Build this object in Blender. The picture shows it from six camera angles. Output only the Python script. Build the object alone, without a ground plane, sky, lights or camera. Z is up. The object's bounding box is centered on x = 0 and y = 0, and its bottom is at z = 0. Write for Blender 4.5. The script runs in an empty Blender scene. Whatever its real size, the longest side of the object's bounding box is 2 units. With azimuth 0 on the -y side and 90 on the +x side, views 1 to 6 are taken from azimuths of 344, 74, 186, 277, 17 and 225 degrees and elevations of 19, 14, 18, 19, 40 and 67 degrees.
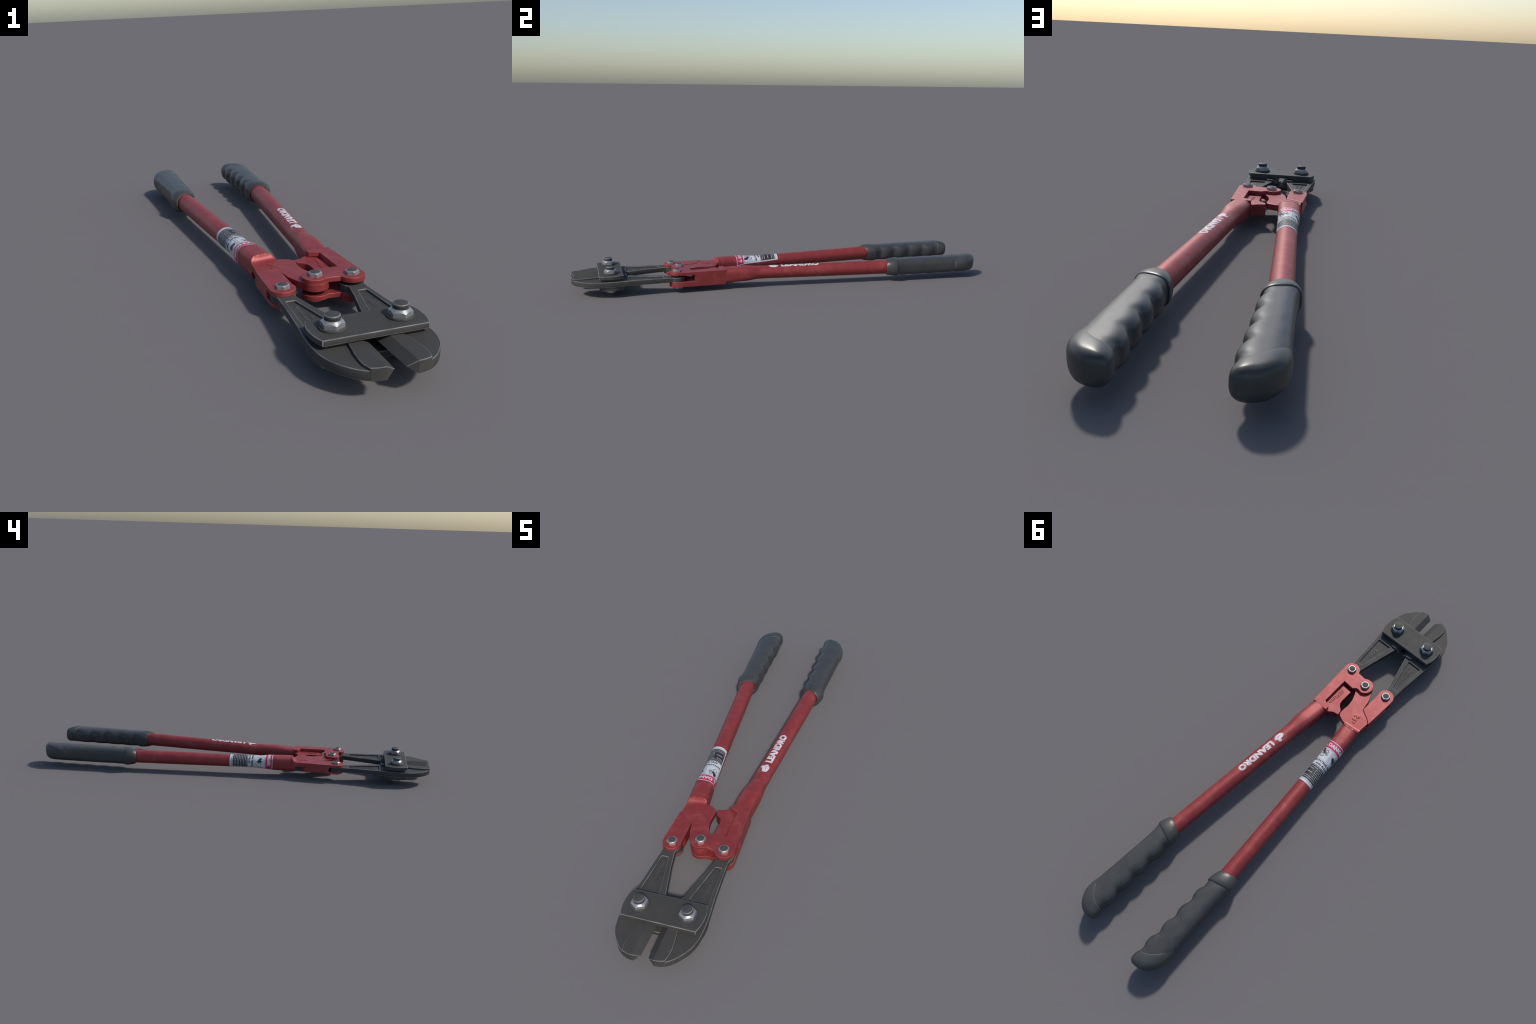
"""Pair of red bolt cutters lying flat: dark forged jaws with blades, two cover
plates with through bolts, red cast clevis heads, red tubular handles with a
printed name and a warning label, grey rubber grips with finger grooves."""
import bpy, bmesh, math, random
import numpy as np
from mathutils import Vector, Matrix

random.seed(7)
rng = np.random.default_rng(7)
MID = 0.0675                      # height of the mid plane of the tool
HEAD_MID = 0.062

# ------------------------------------------------------------------ materials

def new_mat(name):
    m = bpy.data.materials.new(name)
    m.use_nodes = True
    nt = m.node_tree
    return m, nt, nt.nodes["Principled BSDF"]


def coords(nt, scale=(1, 1, 1)):
    tc = nt.nodes.new("ShaderNodeTexCoord")
    mp = nt.nodes.new("ShaderNodeMapping")
    mp.inputs["Scale"].default_value = scale
    nt.links.new(tc.outputs["Object"], mp.inputs["Vector"])
    return mp.outputs["Vector"]


def noise(nt, vec, scale, detail=4.0, rough=0.55, distort=0.0):
    n = nt.nodes.new("ShaderNodeTexNoise")
    n.inputs["Scale"].default_value = scale
    n.inputs["Detail"].default_value = detail
    n.inputs["Roughness"].default_value = rough
    n.inputs["Distortion"].default_value = distort
    nt.links.new(vec, n.inputs["Vector"])
    return n.outputs["Fac"]


def ramp(nt, fac, stops):
    r = nt.nodes.new("ShaderNodeValToRGB")
    e = r.color_ramp.elements
    while len(e) < len(stops):
        e.new(0.5)
    for el, (p, c) in zip(e, stops):
        el.position = p
        el.color = (*c, 1) if len(c) == 3 else c
    nt.links.new(fac, r.inputs["Fac"])
    return r.outputs["Color"]


def mix(nt, fac, a, b, mode="MIX"):
    m = nt.nodes.new("ShaderNodeMix")
    m.data_type = "RGBA"
    m.blend_type = mode
    for sock, val in ((m.inputs[0], fac), (m.inputs[6], a), (m.inputs[7], b)):
        if hasattr(val, "is_linked") or hasattr(val, "links"):
            nt.links.new(val, sock)
        elif isinstance(val, (int, float)):
            sock.default_value = val
        else:
            sock.default_value = (*val, 1)
    return m.outputs[2]


def bump(nt, bsdf, h, strength, dist=0.001):
    b = nt.nodes.new("ShaderNodeBump")
    b.inputs["Strength"].default_value = strength
    b.inputs["Distance"].default_value = dist
    nt.links.new(h, b.inputs["Height"])
    nt.links.new(b.outputs["Normal"], bsdf.inputs["Normal"])


def painted(name, base, light, dark, rough=(0.40, 0.52), scratch=0.3, metallic=0.0, spec=0.5):
    """Paint or scale with soft blotches and thin crosswise scratches."""
    m, nt, b = new_mat(name)
    b.inputs["Metallic"].default_value = metallic
    b.inputs["Specular IOR Level"].default_value = spec
    v = coords(nt)
    blot = noise(nt, v, 22, 5, 0.6, 0.4)
    col = ramp(nt, blot, [(0.34, dark), (0.5, base), (0.68, light)])
    sv = coords(nt, (38, 420, 38))
    sc = noise(nt, sv, 1.0, 6, 0.7, 1.4)
    mask = ramp(nt, sc, [(0.60, (0, 0, 0)), (0.74, (scratch,) * 3)])
    patch = ramp(nt, noise(nt, v, 9, 3, 0.5), [(0.45, (0, 0, 0)), (0.62, (1, 1, 1))])
    msk = mix(nt, 1.0, mask, patch, "MULTIPLY")
    col = mix(nt, msk, col, light)
    nt.links.new(col, b.inputs["Base Color"])
    rr = ramp(nt, noise(nt, v, 40, 5, 0.65), [(0.3, (rough[0],) * 3), (0.7, (rough[1],) * 3)])
    nt.links.new(rr, b.inputs["Roughness"])
    bump(nt, b, noise(nt, v, 260, 3, 0.6), 0.12, 0.0006)
    return m


def plain(name, base, rough, metallic=0.0, vary=0.12, scale=60, bumpy=0.0):
    m, nt, b = new_mat(name)
    v = coords(nt)
    lo = tuple(c * (1 - vary) for c in base)
    hi = tuple(min(1, c * (1 + vary)) for c in base)
    nt.links.new(ramp(nt, noise(nt, v, scale, 5, 0.6), [(0.35, lo), (0.65, hi)]), b.inputs["Base Color"])
    b.inputs["Metallic"].default_value = metallic
    b.inputs["Roughness"].default_value = rough
    if bumpy:
        bump(nt, b, noise(nt, v, 320, 4, 0.6), bumpy, 0.0006)
    return m


RED = painted("red_paint", (0.262, 0.0345, 0.0340), (0.315, 0.057, 0.055), (0.242, 0.032, 0.032), rough=(0.42, 0.51), metallic=0.25)
RED_EDGE = painted("red_paint_rubbed_edge", (0.32, 0.060, 0.060), (0.40, 0.10, 0.10), (0.27, 0.042, 0.043), rough=(0.42, 0.51), metallic=0.25)
STEEL = painted("blackened_steel", (0.0525, 0.050, 0.0470), (0.0575, 0.0545, 0.0510), (0.0485, 0.0465, 0.0442),
                rough=(0.60, 0.67), scratch=0.25, spec=0.22)
STEEL_RELIEF = painted("raised_steel_lettering", (0.056, 0.055, 0.053), (0.066, 0.065, 0.063), (0.048, 0.048, 0.047),
                       rough=(0.55, 0.65), scratch=0.25, spec=0.3)
STEEL_EDGE = painted("worn_steel_edge", (0.150, 0.150, 0.149), (0.215, 0.215, 0.213), (0.095, 0.095, 0.094),
                     rough=(0.45, 0.55), scratch=0.3, spec=0.35)
BOLT = painted("black_oxide_bolt", (0.055, 0.055, 0.053), (0.063, 0.063, 0.061), (0.048, 0.048, 0.047),
               rough=(0.60, 0.70), scratch=0.2, spec=0.25)
ZINC = plain("zinc_plated_nut", (0.36, 0.36, 0.365), 0.31, 0.62, 0.20, 60)
RUBBER = plain("grey_rubber", (0.0445, 0.045, 0.0445), 0.40, 0.0, 0.13, 24, 0.10)
SEAM = plain("rubbed_rubber_seam", (0.115, 0.111, 0.104), 0.42, 0.0, 0.15, 60)
LABEL_WHITE = plain("label_white", (0.53, 0.545, 0.575), 0.50, 0.0, 0.06, 35)
LABEL_GREY = plain("label_small_print_grey", (0.36, 0.365, 0.38), 0.50, 0.0, 0.25, 120)
LABEL_RED = plain("label_red", (0.50, 0.014, 0.075), 0.50, 0.0, 0.06, 50)
LABEL_INK = plain("label_ink", (0.024, 0.024, 0.026), 0.58, 0.0, 0.2, 50)
PRINT = plain("white_print", (0.59, 0.535, 0.56), 0.45, 0.0, 0.20, 75)

# -------------------------------------------------------------------- helpers
ROOT = bpy.data.objects.new("bolt_cutter", None)
bpy.context.scene.collection.objects.link(ROOT)
ROOT.empty_display_size = 0.1
ROOT.location = (0.0, 0.0, 0.0)
ROOT["label"] = "red bolt cutters with dark steel jaws and grey rubber grips"
ROOT["category"] = "bolt cutter"


def smooth(me, angle=20):
    me.polygons.foreach_set("use_smooth", [True] * len(me.polygons))
    me.set_sharp_from_angle(angle=math.radians(angle))
    if angle == 20:                     # forged parts: keep the flats truly flat
        bm = bmesh.new()
        bm.from_mesh(me)
        for e in bm.edges:
            if len(e.link_faces) == 2:
                a, b = (abs(f.normal.z) > 0.998 for f in e.link_faces)
                if a != b:
                    e.smooth = False
        bm.to_mesh(me)
        bm.free()


def add(name, me, parent=ROOT, mats=None):
    o = bpy.data.objects.new(name, me)
    bpy.context.scene.collection.objects.link(o)
    o.parent = parent
    for m in mats or []:
        me.materials.append(m)
    return o


def mesh(verts, faces, name="part"):
    me = bpy.data.meshes.new(name)
    me.from_pydata([tuple(v) for v in verts], [], faces)
    bm = bmesh.new()
    bm.from_mesh(me)
    bmesh.ops.recalc_face_normals(bm, faces=bm.faces)
    bm.to_mesh(me)
    bm.free()
    return me


def prism(poly, z0, z1):
    n = len(poly)
    v = [(x, y, z0) for x, y in poly] + [(x, y, z1) for x, y in poly]
    f = [tuple(range(n))[::-1], tuple(range(n, 2 * n))]
    f += [(i, (i + 1) % n, n + (i + 1) % n, n + i) for i in range(n)]
    return mesh(v, f)


def arc(cx, cy, r, a0, a1, step=9):
    k = max(2, int(abs(a1 - a0) / step))
    return [(cx + r * math.cos(math.radians(a0 + (a1 - a0) * i / k)),
             cy + r * math.sin(math.radians(a0 + (a1 - a0) * i / k))) for i in range(k + 1)]


def spline(pts, per=5):
    """Catmull-Rom curve through the control points."""
    P = [np.array(p, float) for p in pts]
    P = [2 * P[0] - P[1]] + P + [2 * P[-1] - P[-2]]
    out = []
    for i in range(1, len(P) - 2):
        for k in range(per):
            t = k / per
            out.append(tuple(0.5 * (2 * P[i] + (P[i + 1] - P[i - 1]) * t
                       + (2 * P[i - 1] - 5 * P[i] + 4 * P[i + 1] - P[i + 2]) * t * t
                       + (3 * P[i] - P[i - 1] - 3 * P[i + 1] + P[i + 2]) * t ** 3)))
    out.append(tuple(P[-2]))
    return out


def evaluated(o):
    dg = bpy.context.evaluated_depsgraph_get()
    me = bpy.data.meshes.new_from_object(o.evaluated_get(dg))
    return me


def boolean(me, others, op):
    o = bpy.data.objects.new("tmp", me)
    bpy.context.scene.collection.objects.link(o)
    tmp = []
    for x in others:
        t = bpy.data.objects.new("tmp_cut", x)
        bpy.context.scene.collection.objects.link(t)
        t.hide_render = True
        tmp.append(t)
        md = o.modifiers.new("b", "BOOLEAN")
        md.operation, md.solver, md.object = op, "EXACT", t
    out = evaluated(o)
    for t in tmp + [o]:
        bpy.data.objects.remove(t)
    return out


def tidy(me):
    bm = bmesh.new()
    bm.from_mesh(me)
    bmesh.ops.remove_doubles(bm, verts=bm.verts, dist=0.0001)
    bmesh.ops.triangulate(bm, faces=[f for f in bm.faces if len(f.verts) > 4])
    bm.to_mesh(me)
    bm.free()
    return me


def bevelled(me, mats, width=0.0011, seg=2, angle=32, skip=None):
    """Round the sharp edges; the rounded strip takes the worn-edge material."""
    for m in mats:
        me.materials.append(m)
    o = bpy.data.objects.new("tmp", me)
    bpy.context.scene.collection.objects.link(o)
    bm = bmesh.new()
    bm.from_mesh(me)
    lay = bm.edges.layers.float.get("bevel_weight_edge") or bm.edges.layers.float.new("bevel_weight_edge")
    for e in bm.edges:
        if len(e.link_faces) == 2 and e.calc_face_angle_signed(0) > math.radians(angle) and not (skip and skip(e)):
            e[lay] = 1.0
    bm.to_mesh(me)
    bm.free()
    b = o.modifiers.new("bev", "BEVEL")
    b.width, b.segments, b.limit_method = width, seg, "WEIGHT"
    b.use_clamp_overlap = False
    b.miter_outer = "MITER_ARC"
    b.material = 1 if len(mats) > 1 else 0
    out = evaluated(o)
    bpy.data.objects.remove(o)
    return out


def warp(me, fn):
    v = np.empty(len(me.vertices) * 3)
    me.vertices.foreach_get("co", v)
    v = fn(v.reshape(-1, 3))
    me.vertices.foreach_set("co", v.ravel())
    me.update()
    return me


def mirrored(me):
    out = me.copy()
    bm = bmesh.new()
    bm.from_mesh(out)
    for v in bm.verts:
        v.co.x = -v.co.x
    bmesh.ops.reverse_faces(bm, faces=bm.faces)
    bm.to_mesh(out)
    bm.free()
    return out


def lathe(profile, n=48, radial=None):
    """Turn (radius, height) points round z; radial(angle) may scale a radius."""
    v, f = [], []
    for r, z in profile:
        for i in range(n):
            a = 2 * math.pi * i / n
            v.append((r * math.cos(a), r * math.sin(a), z))
    for k in range(len(profile) - 1):
        for i in range(n):
            j = (i + 1) % n
            f.append((k * n + i, k * n + j, (k + 1) * n + j, (k + 1) * n + i))
    f.append(tuple(range(n))[::-1])
    f.append(tuple(range((len(profile) - 1) * n, len(profile) * n)))
    return mesh(v, f)


def loft(rings, cap0=True, cap1=True):
    n = len(rings[0])
    v = [p for r in rings for p in r]
    f = []
    for k in range(len(rings) - 1):
        for i in range(n):
            j = (i + 1) % n
            f.append((k * n + i, k * n + j, (k + 1) * n + j, (k + 1) * n + i))
    if cap0:
        f.append(tuple(range(n))[::-1])
    if cap1:
        f.append(tuple(range((len(rings) - 1) * n, len(rings) * n)))
    return mesh(v, f)


def sgnpow(c, e):
    return math.copysign(abs(c) ** e, c)


def text_mesh(body, width, height, depth=0.0, bold=0.0, spacing=1.0):
    """Flat text fitted into width x height with its lower left at the origin."""
    c = bpy.data.curves.new("t", "FONT")
    c.body, c.size, c.offset, c.space_character = body, 1.0, bold, spacing
    c.resolution_u = 4
    if depth:
        c.extrude, c.bevel_depth, c.bevel_resolution = 0.03, 0.035, 0
        c.offset = bold - 0.03
    o = bpy.data.objects.new("t", c)
    bpy.context.scene.collection.objects.link(o)
    me = evaluated(o)
    bpy.data.objects.remove(o)

    def fit(v):
        lo, hi = v.min(0), v.max(0)
        v = v.copy()
        v[:, 0] = (v[:, 0] - lo[0]) / (hi[0] - lo[0]) * width
        v[:, 1] = (v[:, 1] - lo[1]) / (hi[1] - lo[1]) * height
        if depth:
            v[:, 2] = (v[:, 2] - lo[2]) / (hi[2] - lo[2]) * depth
        return v
    return warp(me, fit)


def place_text(name, parent, body, start, direction, up, width, height, z, mats, depth=0.0026, bold=0.03, spacing=1.0):
    me = text_mesh(body, width, height, depth, bold, spacing)
    d, u = np.array(direction, float), np.array(up, float)
    d, u = d / np.linalg.norm(d), u / np.linalg.norm(u)
    s = np.array(start, float)

    def put(v):
        out = np.empty_like(v)
        out[:, :2] = s + v[:, :1] * d + v[:, 1:2] * u
        out[:, 2] = z - 0.0004 + v[:, 2]
        return out
    warp(me, put)
    bm = bmesh.new()
    bm.from_mesh(me)
    bmesh.ops.remove_doubles(bm, verts=bm.verts, dist=0.00002)
    bmesh.ops.recalc_face_normals(bm, faces=bm.faces)
    bm.to_mesh(me)
    bm.free()
    smooth(me, 30)
    return add(name, me, parent, mats)


# ------------------------------------------------------------- jaws and blades
def jaw_mid(y):
    return np.interp(y, [-0.75, -0.56], [0.0634, 0.0618])


def jaw_half(y):
    return np.interp(y, [-0.75, -0.56], [0.0121, 0.0112])


EYE = (0.098, -0.526)
ARM_IN = [(0.031, -0.745), (0.0470, -0.682), (0.0630, -0.620), (0.0745, -0.564)]
jaw_poly = (
    spline([(0.1228, -0.566), (0.1245, -0.600), (0.1280, -0.655), (0.1338, -0.730), (0.1398, -0.785), (0.1425, -0.835),
            (0.1402, -0.882), (0.1318, -0.917), (0.1185, -0.943), (0.0985, -0.969), (0.0820, -0.984), (0.0695, -0.9918)], 4)
    + [(0.0540, -0.9930), (0.0480, -0.9880), (0.0430, -0.880), (0.0400, -0.760), (0.0310, -0.7535)]
    + ARM_IN + [(0.0745, -0.5508)]
    + arc(EYE[0], EYE[1], 0.034, 226.5, -42.0)
)
jaw_me = prism(jaw_poly, -0.01, 0.01)


def recess(z0, z1):
    return prism([(0.0545, -0.7435), (0.0865, -0.5925)] + arc(0.0905, -0.5925, 0.004, 170, 90, 30)
                 + arc(0.1075, -0.5925, 0.004, 90, 10, 30) + [(0.1115, -0.594), (0.1195, -0.7415), (0.1180, -0.7435)], z0, z1)


jaw_me = boolean(jaw_me, [recess(0.0046, 0.02), recess(-0.02, -0.0046)], "DIFFERENCE")


def jaw_heights(v):
    v = v.copy()
    v[:, 2] = jaw_mid(v[:, 1]) + v[:, 2] / 0.01 * jaw_half(v[:, 1])
    return v


jaw_me = warp(bevelled(jaw_me, [STEEL, STEEL_EDGE], 0.0016, 2,
                       skip=lambda e: all(v.co.y < -0.99 and v.co.x < 0.0705 for v in e.verts)), jaw_heights)
smooth(jaw_me)

BLADE = [  # y and x of the outer side, of the ridge, of the cutting edge
    ((-0.752, 0.0530), (-0.752, 0.0305), (-0.752, 0.0080)),
    ((-0.800, 0.0565), (-0.800, 0.0320), (-0.800, 0.0092)),
    ((-0.845, 0.0615), (-0.845, 0.0330), (-0.845, 0.0102)),
    ((-0.885, 0.0678), (-0.885, 0.0337), (-0.885, 0.0110)),
    ((-0.920, 0.0740), (-0.920, 0.0344), (-0.920, 0.0117)),
    ((-0.948, 0.0764), (-0.950, 0.0350), (-0.950, 0.0123)),
    ((-0.972, 0.0760), (-0.978, 0.0356), (-0.972, 0.0128)),
    ((-0.9925, 0.0695), (-1.0, 0.0360), (-0.988, 0.0132)),
]
rings = []
for (yo, xo), (yr, xr), (ye, xe) in BLADE:
    xm, ym = (xo + xr) / 2, (yo + yr) / 2 - (0.0018 if yr < -0.99 else 0.0)
    rings.append([(xo, yo, MID + 0.0148), (xm, ym, MID + 0.0154), (xr, yr, MID + 0.0158), (xe, ye, MID),
                  (xr, yr, MID - 0.0155), (xm, ym, MID - 0.0154), (xo, yo, MID - 0.0153)])
blade_raw = loft(rings, cap1=False)
bm = bmesh.new()
bm.from_mesh(blade_raw)
bm.verts.ensure_lookup_table()
k = (len(rings) - 1) * 7
for idx in ((0, 1, 5, 6), (1, 2, 4, 5), (2, 3, 4)):
    bm.faces.new([bm.verts[k + i] for i in idx])
bmesh.ops.recalc_face_normals(bm, faces=bm.faces)
bm.to_mesh(blade_raw)
bm.free()
blade_me = bevelled(blade_raw, [STEEL, STEEL_EDGE], 0.0015, 2, 40,
                    skip=lambda e: all(abs(v.co.z - MID) < 0.001 for v in e.verts)
                    or (all(v.co.y < -0.98 and v.co.x > 0.06 for v in e.verts)))
smooth(blade_me, 20)

# spacer pads under the cover plates
pad_poly = [(0.050, -0.866)] + spline([(0.116, -0.866), (0.1245, -0.845), (0.127, -0.818), (0.125, -0.776)], 4) + [(0.050, -0.776)]
pads = []
for z0, z1 in ((0.0750, 0.0866), (0.0500, 0.0530)):
    pads.append(prism(pad_poly, z0, z1))

for side, jm, bm_ in ((1, jaw_me, blade_me), (-1, mirrored(jaw_me), mirrored(blade_me))):
    jaw = add("jaw", jm)
    add("blade", bm_, jaw)
    for p in pads:
        me = p.copy() if side > 0 else mirrored(p)
        me = bevelled(me, [STEEL, STEEL_EDGE], 0.0008, 1)
        smooth(me)
        add("spacer", me, jaw)
    zt = 0.0650 + 0.0020
    fl = jaw_mid(-0.67) + 0.38 * jaw_half(-0.67)

    if side > 0:
        t = [("600", (0.1030, -0.698), (0.05, 1), 0.052, 0.0205)]
    else:
        t = [("MADE IN GERMANY", (-0.0920, -0.729), (0.03, 1), 0.116, 0.0092),
             ("24\" CR-V", (-0.0745, -0.727), (-0.03, 1), 0.050, 0.0092)]
    for body, st, d, w, h in t:
        lt = place_text("embossed_lettering", jaw, body, st, d, (-d[1], d[0]), w, h, 0.0, [STEEL_RELIEF], 0.0016, 0.05)

        def tilt(v):
            v = v.copy()
            v[:, 2] += jaw_mid(v[:, 1]) + 0.46 * jaw_half(v[:, 1])
            return v
        warp(lt.data, tilt)

# ----------------------------------------------------------------- cover plates
end_arc = spline([(0.128, -0.880), (0.1365, -0.853), (0.1392, -0.825), (0.1368, -0.797), (0.1278, -0.771)], 4)
plate_poly = end_arc + [(-x, y) for x, y in reversed(end_arc)]
for z0, z1 in ((0.0860, 0.1010), (0.0340, 0.0505)):
    me = bevelled(prism(plate_poly, z0, z1), [STEEL, STEEL_EDGE], 0.0018, 2)
    smooth(me)
    add("cover_plate", me)


# -------------------------------------------------------------- bolts and nuts
def nut_mesh(r, h, bore, chamfer, land):
    """Hexagon nut: the top is cut by a cone, which leaves arcs on the flats."""
    n = 120
    ap = r * math.cos(math.radians(30))
    rad, top = [], []
    r0 = ap * land
    for i in range(n):
        a = 2 * math.pi * i / n
        k = ((a - math.radians(30)) % math.radians(60)) - math.radians(30)   # corners at 30, 90, ...
        rr = ap / math.cos(k)
        rad.append(rr)
        top.append(h - (rr - r0) * chamfer)
    rows = [[(rr, 0.0) for rr in rad], [(rr, t) for rr, t in zip(rad, top)],
            [(r0, h)] * n, [(bore, h)] * n, [(bore, h - 0.004)] * n]
    v, f = [], []
    for row in rows:
        for i, (rr, z) in enumerate(row):
            a = 2 * math.pi * i / n
            v.append((rr * math.cos(a), rr * math.sin(a), z))
    for k in range(len(rows) - 1):
        for i in range(n):
            j = (i + 1) % n
            f.append((k * n + i, k * n + j, (k + 1) * n + j, (k + 1) * n + i))
    f.append(tuple(range(n))[::-1])
    me = mesh(v, f)
    me.materials.append(ZINC)
    smooth(me, 28)
    return me


def flip(me):
    out = me.copy()
    bm = bmesh.new()
    bm.from_mesh(out)
    for v in bm.verts:
        v.co.z = -v.co.z
    bmesh.ops.reverse_faces(bm, faces=bm.faces)
    bm.to_mesh(out)
    bm.free()
    return out


big_nut = nut_mesh(0.0288, 0.0168, 0.0180, 0.95, 0.81)
small_nut = nut_mesh(0.0198, 0.0112, 0.0136, 0.80, 0.91)
washer = lathe([(0.0180, 0), (0.0305, 0), (0.0316, 0.0008), (0.0316, 0.0048), (0.0308, 0.0057), (0.0180, 0.0057)])
washer.materials.append(BOLT)
smooth(washer)
prof = [(0.0165, 0.0)]
z = 0.0
while z < 0.0275:                       # thread ridges
    prof += [(0.0158, z + 0.0008), (0.0185, z + 0.0013), (0.0185, z + 0.0023), (0.0158, z + 0.0028)]
    z += 0.0031
prof = [p for p in prof if p[1] < 0.0265] + [(0.0186, 0.0270), (0.0188, 0.0310), (0.0172, 0.0330), (0.0165, 0.0333)]
stub = lathe(prof, 56)
stub.materials.append(BOLT)
stub.materials.append(STEEL_EDGE)
for p in stub.polygons:
    if p.center.z > 0.0310 and 0.15 < p.normal.z < 0.93:
        p.material_index = 1
smooth(stub, 25)

shank = lathe([(0.0165, 0.030), (0.0165, 0.105)], 32)
shank.materials.append(BOLT)
smooth(shank)
for x in (-0.083, 0.083):
    bolt = add("bolt", shank)
    bolt.location = (x, -0.827, 0)
    for nm, me, zt, zb in (("washer", washer, 0.1008, 0.0342), ("nut", big_nut, 0.1063, 0.0287), ("thread", stub, 0.1017, 0.0333)):
        for up, zz in ((True, zt), (False, zb)):
            o = add(nm, me if up else flip(me), bolt)
            o.location = (0, 0, zz)
            if nm == "nut":
                o.rotation_euler = (0, 0, math.radians(-3 + rng.uniform(-2, 2)))


def pivot(x, y, z_top, z_bot, top=True, bottom=True):
    """Pivot pin with a nut on each end; the dark pin shows inside the nut."""
    hi, lo = z_top + 0.0122, z_bot - 0.0112
    p = [(0.0128, lo + 0.0012), (0.0136, lo + 0.002), (0.0136, hi - 0.0012), (0.0130, hi - 0.0004), (0.0118, hi)]
    p = [(0.0110, lo)] + p
    if not top:
        p = [(r, min(zz, z_top - 0.002)) for r, zz in p]
    me = lathe(p, 40)
    me.materials.append(BOLT)
    smooth(me, 30)
    o = add("pivot_pin", me)
    o.location = (x, y, 0)
    for on, mm, zz in ((top, small_nut, z_top - 0.0003), (bottom, flip(small_nut), z_bot + 0.0003)):
        if on:
            k = add("nut", mm, o)
            k.location = (0, 0, zz)
            k.rotation_euler = (0, 0, math.radians(-3 + rng.uniform(-2.5, 2.5)))


P_LEFT, P_CENTRE, P_RIGHT, P_REAR = (-0.098, -0.526), (0.002, -0.502), (0.098, -0.526), (-0.098, -0.385)
pivot(*P_LEFT, 0.0855, 0.0405)
pivot(*P_CENTRE, 0.0965, 0.0365)
pivot(*P_RIGHT, 0.0965, 0.0270)
pivot(*P_REAR, 0.0830, 0.0405, top=False)

# ------------------------------------------------------ right head (fork casting)
def ring_front(z_extra=0):
    """Front outline shared by the upper and lower tab: right eye, saddle, centre eye."""
    r_eye = arc(P_RIGHT[0], P_RIGHT[1], 0.0352, 8, -168, 8)
    saddle = [(0.0630, -0.5330), (0.0320, -0.5298)]
    c_eye = arc(P_CENTRE[0], P_CENTRE[1], 0.0365, -52, -262, 8)
    return r_eye, saddle, c_eye


r_eye, saddle, c_eye = ring_front()
top_poly = ([(0.1238, -0.2985), (0.1325, -0.512)] + r_eye + saddle + c_eye
            + [(0.0120, -0.4690), (0.0215, -0.4685), (0.0350, -0.4560), (0.0838, -0.4595), (0.0826, -0.3360)]
            + arc(0.0766, -0.3345, 0.006, 0, 80, 20) + [(0.0525, -0.3175), (0.0512, -0.2975)])
low_poly = ([(0.1238, -0.2985), (0.1325, -0.512)] + arc(P_RIGHT[0], P_RIGHT[1], 0.0352, 8, -168, 8)
            + [(0.0630, -0.5260), (0.0660, -0.470), (0.0840, -0.4590), (0.0840, -0.2990)])
low_tab_poly = ([(0.0900, -0.5300)] + saddle + c_eye + [(0.0120, -0.4690), (0.0215, -0.4685), (0.0350, -0.4480), (0.0900, -0.4480)])
bar_poly = [(0.1238, -0.2985), (0.1299, -0.4470), (0.0840, -0.4470), (0.0835, -0.2990)]
block_poly = [(0.1000, -0.2986), (0.1000, -0.326), (0.0525, -0.3165), (0.0512, -0.2978)]
hook_r_poly = ([(0.1000, -0.300), (0.1000, -0.4465)] + [(0.0330, -0.4465), (0.0318, -0.3850)]
               + spline([(0.0310, -0.378), (0.0270, -0.3660), (0.0170, -0.3550), (0.0070, -0.3475)], 4)
               + spline([(0.0030, -0.3400), (0.0012, -0.3310), (0.0012, -0.3230)], 3)
               + spline([(0.0035, -0.3205), (0.0150, -0.3195), (0.0280, -0.3150), (0.0400, -0.3060), (0.0520, -0.3000)], 4))
head = prism(top_poly, 0.0822, 0.0965)
parts = [prism(bar_poly, 0.0500, 0.0850), prism(block_poly, 0.0700, 0.0900),
         prism(low_poly, 0.0270, 0.0515), prism(low_tab_poly, 0.0365, 0.0500)]
head = tidy(boolean(head, parts, "UNION"))
head = bevelled(head, [RED, RED_EDGE], 0.0014, 2)
smooth(head)
fork_head = add("fork_head", head)
stop = bevelled(prism(hook_r_poly, 0.0390, 0.0800), [RED, RED_EDGE], 0.0014, 2)
smooth(stop)
add("stop_hook", stop, fork_head)
place_text("embossed_lettering", fork_head, "600mm", (0.0708, -0.4300), (0.02, 1), (-1, 0.02), 0.0885, 0.0185, 0.0800,
           [RED], 0.0023, 0.045)

# --------------------------------------------- left head (clevis and hook plate)
gap = [(-0.0655, -0.4165), (-0.0740, -0.4085), (-0.1045, -0.3925), (-0.1275, -0.3735)]
clevis_top = ([(-0.0660, -0.512)] + arc(P_LEFT[0], P_LEFT[1], 0.0352, 22, -172, 8) + [(-0.1335, -0.5150)]
              + [(-0.1283, -0.3725), (-0.1050, -0.3910), (-0.0745, -0.4070), (-0.0655, -0.4155)])
clevis_low = ([(-0.0660, -0.512)] + arc(P_LEFT[0], P_LEFT[1], 0.0352, 22, -172, 8) + [(-0.1335, -0.5150), (-0.1305, -0.3880)]
              + arc(P_REAR[0], P_REAR[1], 0.0330, 178, 2, 9) + [(-0.0655, -0.3880)])
clev = boolean(prism(clevis_top, 0.0600, 0.0857), [prism(clevis_low, 0.0405, 0.0618)], "UNION")
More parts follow.
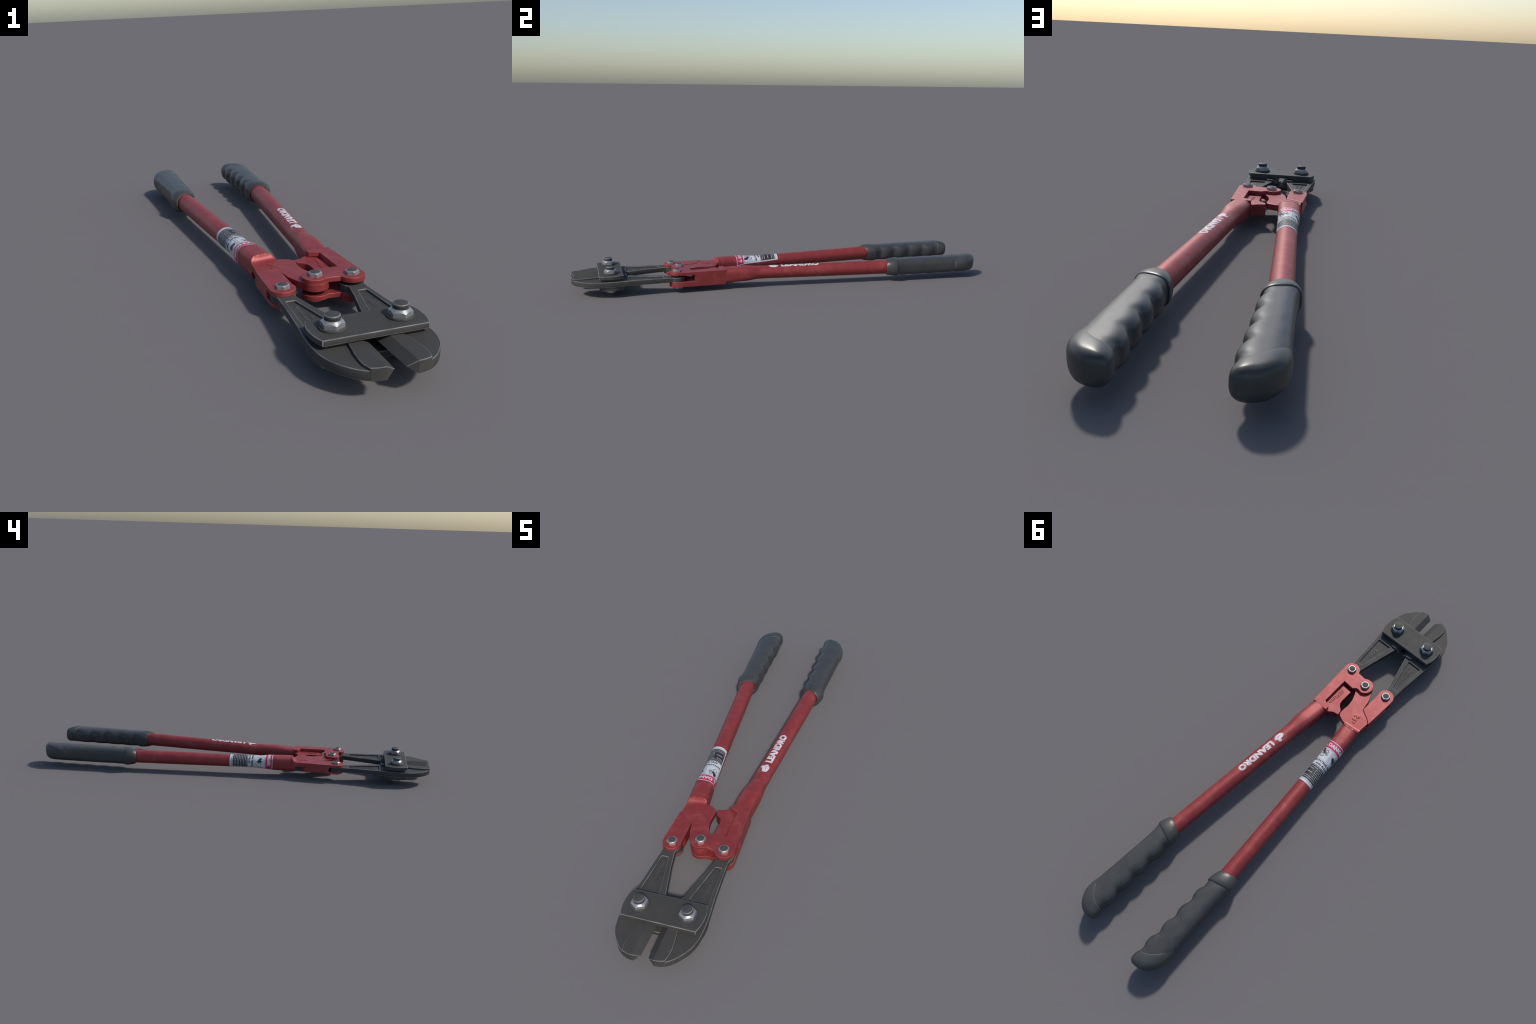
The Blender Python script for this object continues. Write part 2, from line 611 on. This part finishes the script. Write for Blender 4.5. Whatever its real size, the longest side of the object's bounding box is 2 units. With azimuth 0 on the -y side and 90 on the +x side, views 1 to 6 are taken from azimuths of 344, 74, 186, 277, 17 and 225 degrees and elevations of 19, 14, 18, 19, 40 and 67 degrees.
clev = boolean(clev, [prism([(-0.16, -0.488), (-0.04, -0.488), (-0.04, -0.60), (-0.16, -0.60)], 0.0498, 0.0732)], "DIFFERENCE")
clev = bevelled(tidy(clev), [RED, RED_EDGE], 0.0013, 2)
smooth(clev)
add("clevis", clev)

hook_l_poly = (
    [(-0.1218, -0.3240), (-0.1250, -0.3733)]
    + [(-0.1045, -0.3893), (-0.0735, -0.4055), (-0.0645, -0.4150)]
    + spline([(-0.0630, -0.4250), (-0.0575, -0.4550), (-0.0470, -0.4850), (-0.0350, -0.5060)], 4)[:-1]
    + arc(P_CENTRE[0], P_CENTRE[1], 0.0368, 186, 395, 9)
    + spline([(0.0230, -0.4650), (0.0130, -0.4470), (0.0040, -0.4250), (-0.0015, -0.4000), (-0.0030, -0.3800), (-0.0012, -0.3600), (-0.0010, -0.3450)], 4)
    + spline([(-0.0012, -0.3370), (-0.0045, -0.3270), (-0.0150, -0.3185), (-0.0400, -0.3080)], 4)
)
hook_l = bevelled(prism(hook_l_poly, 0.0625, 0.0845), [RED, RED_EDGE], 0.0014, 2)
smooth(hook_l)
hook_plate = add("hook_plate", hook_l)
place_text("embossed_lettering", hook_plate, "24\"", (-0.0560, -0.3800), (0.0, 1), (-1, 0), 0.0480, 0.0260, 0.0845,
           [RED], 0.0020, 0.055)


# -------------------------------------------------------------- tubular handles
class Handle:
    """Loft of superellipse sections standing across the y axis; side = +1 or -1."""

    def __init__(self, side, table, slant):
        self.side, self.slant = side, slant
        t = np.array(table)
        self.y = t[:, 0]
        self.cols = t[:, 1:]          # centre x, half width, centre z, half height, exponent

    def params(self, y):
        return [np.interp(y, self.y, self.cols[:, k]) for k in range(self.cols.shape[1])]

    def point(self, y, a, off=0.0):
        cx, w, cz, h, n = self.params(y)
        e = 2.0 / n
        c, s = sgnpow(math.cos(a), e), sgnpow(math.sin(a), e)
        x = cx + np.interp(y, [-0.29, -0.20], [0.0004, 0.0015]) + (w + 0.0006 + off) * c
        sl = np.interp(y, [-0.30, -0.20], [self.slant, 0.0])
        return (self.side * x, y - sl * (x - cx), cz + (h + 0.0014 + off) * s)

    def ring(self, y, n=72, off=0.0):
        r = [self.point(y, 2 * math.pi * (i + 0.5) / n, off) for i in range(n)]
        return r if self.side > 0 else r[::-1]


def smooth_table(rows, per=6):
    P = spline(rows, per)
    return [tuple(p) for p in P]


right_tbl = smooth_table([
    (-0.2995, 0.0873, 0.0362, 0.0618, 0.0330, 3.6), (-0.2500, 0.0902, 0.0372, 0.0640, 0.0335, 3.4),
    (-0.2120, 0.0928, 0.0376, 0.0655, 0.0337, 3.1), (-0.1880, 0.0948, 0.0372, 0.0662, 0.0332, 2.8),
    (-0.1600, 0.0965, 0.0350, 0.0670, 0.0308, 2.35), (-0.1380, 0.0980, 0.0336, 0.0675, 0.0294, 2.1),
    (-0.1000, 0.1010, 0.0334, 0.0675, 0.0293, 2.0), (0.0500, 0.1130, 0.0334, 0.0675, 0.0302, 2.0),
    (0.2500, 0.1290, 0.0334, 0.0675, 0.0315, 2.0), (0.5600, 0.1535, 0.0334, 0.0680, 0.0330, 2.0)], 1)
left_tbl = smooth_table([
    (-0.2930, 0.0862, 0.0376, 0.0675, 0.0352, 3.4), (-0.2500, 0.0902, 0.0374, 0.0675, 0.0355, 3.2),
    (-0.2100, 0.0940, 0.0368, 0.0675, 0.0350, 3.0), (-0.1850, 0.0962, 0.0360, 0.0675, 0.0340, 2.7),
    (-0.1500, 0.0982, 0.0346, 0.0675, 0.0312, 2.3), (-0.1200, 0.1000, 0.0336, 0.0675, 0.0295, 2.05),
    (-0.0600, 0.1046, 0.0330, 0.0675, 0.0294, 2.0), (0.0500, 0.1133, 0.0326, 0.0675, 0.0302, 2.0),
    (0.2500, 0.1292, 0.0328, 0.0675, 0.0315, 2.0), (0.5600, 0.1540, 0.0332, 0.0680, 0.0330, 2.0)], 1)
HR, HL = Handle(1, right_tbl, 0.0), Handle(-1, left_tbl, 0.13)


def tube(h, y0, y1, step=0.012):
    ys = np.linspace(y0, y1, int((y1 - y0) / step) + 1)
    kinks = [k for k in h.y if y0 < k < y1]
    ys = sorted([y for y in ys if all(abs(y - k) > 0.004 for k in kinks)] + kinks)
    me = loft([h.ring(y) for y in ys])
    me.materials.append(RED)
    smooth(me, 50)
    return add("handle_tube", me)


tube_r = tube(HR, -0.2995, 0.555)
tube_l = tube(HL, -0.2930, 0.555)

# cast socket joining the left tube to the hook plate, scooped down to the plate
rings = []
for y, top, bot, off in [(-0.2938, 0.200, 0.0, -0.0008), (-0.2946, 0.200, 0.0, 0.0004), (-0.3010, 0.200, 0.0, 0.0006), (-0.3012, 0.1042, 0.0, 0.0006),
                         (-0.3030, 0.0985, 0.0, 0.0006), (-0.3055, 0.0935, 0.0330, 0.0006), (-0.3085, 0.0896, 0.0370, 0.0006),
                         (-0.3120, 0.0868, 0.0480, 0.0006), (-0.3160, 0.0853, 0.0600, 0.0004), (-0.3200, 0.0847, 0.0630, 0.0002),
                         (-0.3220, 0.0842, 0.0635, -0.0010)]:
    r = []
    for x, yy, zz in HL.ring(-0.2930, 96, off):
        r.append((x + 0.08 * (y + 0.293) * -1.0, yy - (-0.2930) + y, min(max(zz, bot), top)))
    rings.append(r)
sock = loft(rings)
sock.materials.append(RED)
smooth(sock, 32)
add("socket", sock)

# ------------------------------------------------------------------------ grips
PEAKS = (0.643, 0.727, 0.810, 0.893)


def groove(y):
    """Finger grooves along the inner side: peaks stand toward the other handle."""
    if y < 0.590 or y > 0.945:
        return 0.0
    ph = (y - PEAKS[0]) / 0.0833
    s = 0.5 + 0.5 * math.cos(2 * math.pi * (ph - 0.06 * math.sin(2 * math.pi * ph)))
    fade = min(1, (y - 0.590) / 0.03) * min(1, (0.945 - y) / 0.03)
    return 0.0118 * s ** 1.15 * max(0, fade)


def grip_ring(side, xi, yi, xo, yo, zb, zt, n, segs=72, dx=0.0, p=1.0):
    r = []
    e = 2.0 / n
    for i in range(segs):
        a = 2 * math.pi * (i + 0.5) / segs
        f = 0.5 + 0.5 * sgnpow(math.cos(a), e)
        zz = 0.5 + 0.5 * sgnpow(math.sin(a), e)
        x = xi + (xo - xi) * f - dx * (1 - f) ** 1.6 * (1.0 - 0.25 * abs(2 * zz - 1))
        r.append((side * (x + 0.0011 + 0.0013 * (2 * f - 1)), yi + (yo - yi) * f ** p, zb - 0.0010 + (zt - zb + 0.0020) * zz))
    return r if side > 0 else r[::-1]


def grip(side):
    tb = lambda *a, **k: grip_ring(side, *a, **k)
    # collar with the mouth round the tube
    col = [tb(0.1160, 0.535, 0.1845, 0.506, 0.0345, 0.1010, 2.0), tb(0.1155, 0.5275, 0.1855, 0.4985, 0.0340, 0.1015, 2.0),
           tb(0.1140, 0.5265, 0.1880, 0.4975, 0.0320, 0.1040, 2.1), tb(0.1128, 0.5310, 0.1908, 0.5010, 0.0302, 0.1060, 2.3),
           tb(0.1100, 0.5430, 0.1968, 0.5160, 0.0276, 0.1083, 2.5), tb(0.1076, 0.5580, 0.2018, 0.5300, 0.0258, 0.1100, 2.6),
           tb(0.1070, 0.5720, 0.2045, 0.5450, 0.0253, 0.1105, 2.7), tb(0.1078, 0.5785, 0.2035, 0.5520, 0.0260, 0.1098, 2.7),
           tb(0.1090, 0.5800, 0.2022, 0.5535, 0.0272, 0.1086, 2.7), tb(0.1150, 0.5802, 0.1970, 0.5537, 0.0320, 0.1040, 2.7)]
    collar = loft(col)
    collar.materials.append(RUBBER)
    collar.materials.append(SEAM)
    for p in collar.polygons:
        if len(p.vertices) == 4 and max(p.vertices) < 72 * 3:
            p.material_index = 1
    smooth(collar, 40)
    # grip body
    body = []
    N = 120
    for k in range(N + 1):
        t = k / N
        yi, yo = 0.5790 + (0.9500 - 0.5790) * t, 0.5525 + (0.8660 - 0.5525) * t
        xi = np.interp(yi, [0.579, 0.60, 0.68, 0.85, 0.95], [0.1130, 0.1165, 0.1190, 0.1188, 0.1150])
        xo = np.interp(yo, [0.5525, 0.58, 0.62, 0.72, 0.866], [0.2000, 0.1965, 0.1968, 0.2022, 0.2105])
        h = np.interp(t, [0, 0.06, 0.5, 1], [0.0385, 0.0392, 0.0395, 0.0385])
        body.append(tb(xi, yi, xo, yo, 0.0683 - h, 0.0683 + h, 3.1, dx=groove(yi), p=1 + 1.3 * t * t))
    bme = loft(body)
    bme.materials.append(RUBBER)
    smooth(bme, 50)
    # end cap, standing a little proud, with a rubbed seam
    rows = [(0.1190, 0.9445, 0.2070, 0.8600, 0.0365, 2.3), (0.1143, 0.9458, 0.2100, 0.8612, 0.0386, 2.3), (0.1130, 0.9480, 0.2115, 0.8645, 0.0392, 2.3),
            (0.1103, 0.9580, 0.2155, 0.8850, 0.0396, 2.2), (0.1084, 0.9690, 0.2160, 0.9130, 0.0395, 2.1), (0.1087, 0.9790, 0.2118, 0.9350, 0.0390, 1.9),
            (0.1108, 0.9870, 0.2025, 0.9560, 0.0378, 1.6), (0.1150, 0.9928, 0.1915, 0.9725, 0.0350, 1.3), (0.1205, 0.9968, 0.1800, 0.9840, 0.0310, 1.1),
            (0.1275, 0.9990, 0.1670, 0.9925, 0.0250, 1.0), (0.1340, 1.0000, 0.1560, 0.9970, 0.0160, 1.0)]
    rows = spline(rows, 4)
    cap = [tb(a, b, c, d, 0.0688 - h * 0.98, 0.0688 + h, 2.8, p=p) for a, b, c, d, h, p in rows]
    cme = loft(cap)
    cme.materials.append(RUBBER)
    cme.materials.append(SEAM)
    for p in cme.polygons:
        if len(p.vertices) == 4 and max(p.vertices) < 72 * 8 and min(p.vertices) >= 72 * 4:
            p.material_index = 1
    smooth(cme, 50)
    g = add("grip", bme)
    add("collar", collar, g)
    add("end_cap", cme, g)


grip(1)
grip(-1)


# ----------------------------------------------------- prints wrapped on the tubes
class Wrap:
    """Maps (s, y) onto a handle surface; s runs 0..1 over an arc of the section."""

    def __init__(self, h, y0, y1, a_start, a_end, m=40, k=160):
        self.ys = np.linspace(y0, y1, m)
        grid = []
        for y in self.ys:
            f = (y - y0) / (y1 - y0)
            a0 = a_start[0] + (a_start[1] - a_start[0]) * f
            a1 = a_end[0] + (a_end[1] - a_end[0]) * f
            fine = np.array([h.point(y, math.radians(a)) for a in np.linspace(a0, a1, 400)])
            d = np.r_[0, np.cumsum(np.linalg.norm(np.diff(fine, axis=0), axis=1))]
            self.length = d[-1]
            t = np.linspace(0, d[-1], k)
            pts = np.stack([np.interp(t, d, fine[:, j]) for j in range(3)], 1)
            tan = np.gradient(pts, axis=0)
            nrm = np.stack([tan[:, 2], np.zeros(k), -tan[:, 0]], 1)
            nrm /= np.linalg.norm(nrm, axis=1)[:, None]
            c = pts.mean(0)
            mid = k // 2
            if nrm[mid, 2] < 0:
                nrm = -nrm
            grid.append(np.concatenate([pts, nrm], 1))
        self.g = np.array(grid)

    def __call__(self, s, y, off):
        m, k = self.g.shape[:2]
        fy = np.clip((y - self.ys[0]) / (self.ys[-1] - self.ys[0]) * (m - 1), 0, m - 1.001)
        fs = np.clip(s * (k - 1), 0, k - 1.001)
        iy, js = fy.astype(int), fs.astype(int)
        ty, ts = (fy - iy)[:, None], (fs - js)[:, None]
        g = self.g
        q = (g[iy, js] * (1 - ty) * (1 - ts) + g[iy + 1, js] * ty * (1 - ts) + g[iy, js + 1] * (1 - ty) * ts + g[iy + 1, js + 1] * ty * ts)
        n = q[:, 3:] / np.linalg.norm(q[:, 3:], axis=1)[:, None]
        return q[:, :3] + n * off


def wrapped(name, parent, me, wrap, off, mat, cuts_s=0.02, cuts_y=0.02, thick=False):
    """Cut a flat mesh in (s, y, 0) into strips fine enough to bend, then bend it."""
    bm = bmesh.new()
    bm.from_mesh(me)
    xs = [v.co.x for v in bm.verts]
    ys = [v.co.y for v in bm.verts]
    for lo, hi, st, nrm in ((min(xs), max(xs), cuts_s, (1, 0, 0)), (min(ys), max(ys), cuts_y, (0, 1, 0))):
        k = math.ceil(lo / st)
        while k * st < hi:
            co = (k * st, 0, 0) if nrm[0] else (0, k * st, 0)
            bmesh.ops.bisect_plane(bm, geom=bm.verts[:] + bm.edges[:] + bm.faces[:], plane_co=co, plane_no=nrm, dist=1e-7)
            k += 1
    if thick:
        bmesh.ops.solidify(bm, geom=bm.faces[:], thickness=0.0)
    bmesh.ops.remove_doubles(bm, verts=bm.verts, dist=1e-7)
    V = np.array([v.co[:] for v in bm.verts])
    P = wrap(V[:, 0], V[:, 1], off)
    for v, p in zip(bm.verts, P):
        v.co = p
    bm.normal_update()
    up = sum(f.normal.z * f.calc_area() for f in bm.faces)
    if up < 0:
        bmesh.ops.reverse_faces(bm, faces=bm.faces)
    bm.to_mesh(me)
    bm.free()
    me.materials.clear()
    smooth(me, 60)
    return add(name, me, parent, [mat])


def flat(polys):
    v, f = [], []
    for p in polys:
        f.append(tuple(range(len(v), len(v) + len(p))))
        v += [(a, b, 0) for a, b in p]
    me = bpy.data.meshes.new("flat")
    me.from_pydata(v, [], f)
    return me


def rect(s0, s1, y0, y1):
    return [(s0, y0), (s1, y0), (s1, y1), (s0, y1)]


def frame(s0, s1, y0, y1, ts, ty):
    return [rect(s0, s1, y0, y0 + ty), rect(s0, s1, y1 - ty, y1), rect(s0, s0 + ts, y0 + ty, y1 - ty), rect(s1 - ts, s1, y0 + ty, y1 - ty)]


def ring_polys(cs, cy, r, t, ks, n=24, teeth=0.0):
    """Flat ring with optional teeth; ks turns metres into s units."""
    out = []
    for i in range(n):
        a, b = 2 * math.pi * i / n, 2 * math.pi * (i + 1) / n
        ro = r + (teeth if i % 2 else 0)
        out.append([(cs + ks * q * math.cos(w), cy + q * math.sin(w)) for q, w in ((r - t, a), (ro, a), (ro, b), (r - t, b))])
    return out


# --- name and sign on the right tube (letters read toward the grip, tops inward)
ARC_R = 0.110                                     # metres of section used below
name_wrap = Wrap(HR, -0.13, 0.20, (8, 8), (172, 172))


def on_name(me, y_start, width, top_frac, height):
    L = name_wrap.length

    def put(v):
        o = np.zeros_like(v)
        o[:, 0] = top_frac + v[:, 1] / L
        o[:, 1] = y_start + v[:, 0]
        return o
    return warp(me, put)


L = name_wrap.length
me = text_mesh("LEANDRO", 0.188, 0.0300, 0.0, 0.066, 1.04)
wrapped("printed_name", tube_r, on_name(me, -0.0255, 0.188, 0.475 - 0.0150 / L, 0.03), name_wrap, 0.0004, PRINT, 0.03, 0.05)
ks = 1.0 / L
cs, cy = 0.475, -0.064
sign = []


def arc_band(cs, cy, r, t, a0, a1, n=18):
    out = []
    for i in range(n):
        a, b = math.radians(a0 + (a1 - a0) * i / n), math.radians(a0 + (a1 - a0) * (i + 1) / n)
        out.append([(cs + ks * q * math.sin(w), cy + q * math.cos(w)) for q, w in ((r - t, a), (r, a), (r, b), (r - t, b))])
    return out


ec = cs - 0.003 * ks                              # egg-shaped ring with a thin slit
N = 40
for i in range(N):
    quad = []
    for w, outer in ((i, 0), (i, 1), (i + 1, 1), (i + 1, 0)):
        t = 2 * math.pi * w / N
        c, d = math.cos(t), math.sin(t)
        if outer:
            half = 0.0128 - 0.0022 * c
            quad.append((ec + ks * half * d, cy + 0.0010 + 0.0225 * c))
        else:
            quad.append((ec + ks * (0.0009 * d + 0.0012 * c), cy + 0.0010 + 0.0105 * c))
    sign.append(quad)
wrapped("printed_sign", tube_r, flat(sign), name_wrap, 0.0004, PRINT, 0.03, 0.05)
lobe = [[(cs + ks * (0.0125 + 0.0085 * math.sin(2 * math.pi * i / 24)), cy + 0.0085 + 0.0075 * math.cos(2 * math.pi * i / 24)) for i in range(24)]]
wrapped("printed_sign", tube_r, flat(lobe), name_wrap, 0.0007, PRINT, 0.03, 0.05)
hatch = [rect(cs - (0.0165 + 0.0018 * (i % 2)) * ks, cs - 0.0148 * ks, cy - 0.002 + 0.0026 * i, cy - 0.0007 + 0.0026 * i) for i in range(7)]
wrapped("printed_sign", tube_r, flat(hatch), name_wrap, 0.0004, PRINT, 0.03, 0.05)
thin = [rect(cs - 0.006 * ks, cs + 0.021 * ks, cy - 0.0235, cy - 0.0230), rect(cs + 0.0205 * ks, cs + 0.021 * ks, cy - 0.0235, cy + 0.010)]
thin += arc_band(cs, cy + 0.002, 0.0215, 0.0005, -50, 80)
wrapped("printed_outline", tube_r, flat(thin), name_wrap, 0.0003, PRINT, 0.03, 0.05)

# --- warning label round the left tube
LY0, LY1 = -0.2030, 0.0170
lab = Wrap(HL, LY0, LY1, (184, 162), (-48, -48))
ks = 1.0 / 0.150
label = wrapped("warning_label", tube_l, flat([rect(0, 1, LY0, LY1)]), lab, 0.0006, LABEL_WHITE, 0.02, 0.01)
wrapped("label_band", tube_l, flat([rect(0.022, 0.978, -0.2000, -0.1675)]), lab, 0.0009, LABEL_RED, 0.02, 0.02)


def label_text(name, body, s0, width, y_base, height, mat, off=0.0012, bold=0.012):
    """Text running along s, its tops toward the jaws (-y)."""
    me = text_mesh(body, width, height, 0.0, bold)

    def put(v):
        o = np.zeros_like(v)
        o[:, 0], o[:, 1] = s0 + v[:, 0], y_base - v[:, 1]
        return o
    return wrapped(name, tube_l, warp(me, put), lab, off, mat, 0.025, 0.02)


label_text("label_lettering", "DANGER", 0.225, 0.635, -0.1755, 0.0165, LABEL_WHITE, bold=0.055)
tri = [[(0.072, -0.1750), (0.130, -0.1940), (0.188, -0.1750)]]
wrapped("label_mark", tube_l, flat(tri), lab, 0.0012, LABEL_WHITE, 0.02, 0.02)
wrapped("label_mark", tube_l, flat([rect(0.124, 0.136, -0.1890, -0.1815), rect(0.124, 0.136, -0.1800, -0.1775)]), lab, 0.0015, LABEL_RED, 0.02, 0.02)

marks = frame(0.06, 0.49, -0.1640, -0.1085, 0.004, 0.0006) + frame(0.53, 0.96, -0.1640, -0.1085, 0.004, 0.0006)
# pair of toothed wheels, catching a hand
marks += ring_polys(0.315, -0.1500, 0.0072, 0.0018, ks, 28, 0.0012) + ring_polys(0.215, -0.1300, 0.0092, 0.0018, ks, 32, 0.0012)
for dy, ln in ((-0.0025, 0.10), (0.001, 0.115), (0.0045, 0.095), (0.008, 0.07)):
    marks.append([(0.30, -0.1395), (0.30 + ln, -0.1395 + 1.5 * dy), (0.30 + ln, -0.1383 + 1.5 * dy), (0.30, -0.1380)])
marks.append([(0.145, -0.1620), (0.225, -0.1620), (0.245, -0.1500), (0.300, -0.1400), (0.285, -0.1370), (0.230, -0.1400), (0.195, -0.1425), (0.150, -0.1440)])
# hand over a belt wheel
marks.append([(0.565, -0.1450), (0.605, -0.1480), (0.665, -0.1430), (0.740, -0.1540), (0.720, -0.1430), (0.795, -0.1440), (0.740, -0.1370),
              (0.800, -0.1330), (0.735, -0.1320), (0.780, -0.1250), (0.710, -0.1280), (0.740, -0.1190), (0.675, -0.1270), (0.615, -0.1330), (0.575, -0.1360)])
marks += ring_polys(0.840, -0.1330, 0.0110, 0.0008, ks, 28)
marks.append([(0.765, -0.1120), (0.770, -0.1113), (0.850, -0.1225), (0.840, -0.1232)])
wrapped("label_pictogram", tube_l, flat(marks), lab, 0.0012, LABEL_INK, 0.02, 0.02)
label_text("label_lettering", "ROTATING GEAR", 0.08, 0.84, -0.0950, 0.0088, LABEL_INK, bold=0.045)
label_text("label_lettering", "AND PULLEY", 0.20, 0.62, -0.0800, 0.0088, LABEL_INK, bold=0.045)

# small print: pale word dashes on dark rows, with one solid dark panel
rows, dashes = [rect(0.05, 0.955, -0.0755, 0.0010)], []
y = -0.0730
for k in range(9):
    s = 0.07 if k in (0, 1, 7, 8) else 0.41
    while s < 0.92:
        w = rng.uniform(0.03, 0.11)
        dashes.append(rect(s, min(0.945, s + w), y + 0.0003, y + 0.0027))
        s += w + rng.uniform(0.008, 0.02)
    y += 0.0081
dashes += [rect(0.10, 0.30, -0.0555, -0.0525), rect(0.12, 0.33, -0.0365, -0.0335)]
wrapped("label_rows", tube_l, flat(rows), lab, 0.0009, LABEL_INK, 0.02, 0.02)
wrapped("label_small_print", tube_l, flat(dashes), lab, 0.0012, LABEL_GREY, 0.02, 0.02)
foot = []
s = 0.10
while s < 0.9:
    w = rng.uniform(0.02, 0.06)
    foot.append(rect(s, s + w, 0.0055, 0.0072))
    s += w + 0.015
wrapped("label_foot_print", tube_l, flat(foot), lab, 0.0010, LABEL_INK, 0.02, 0.02)
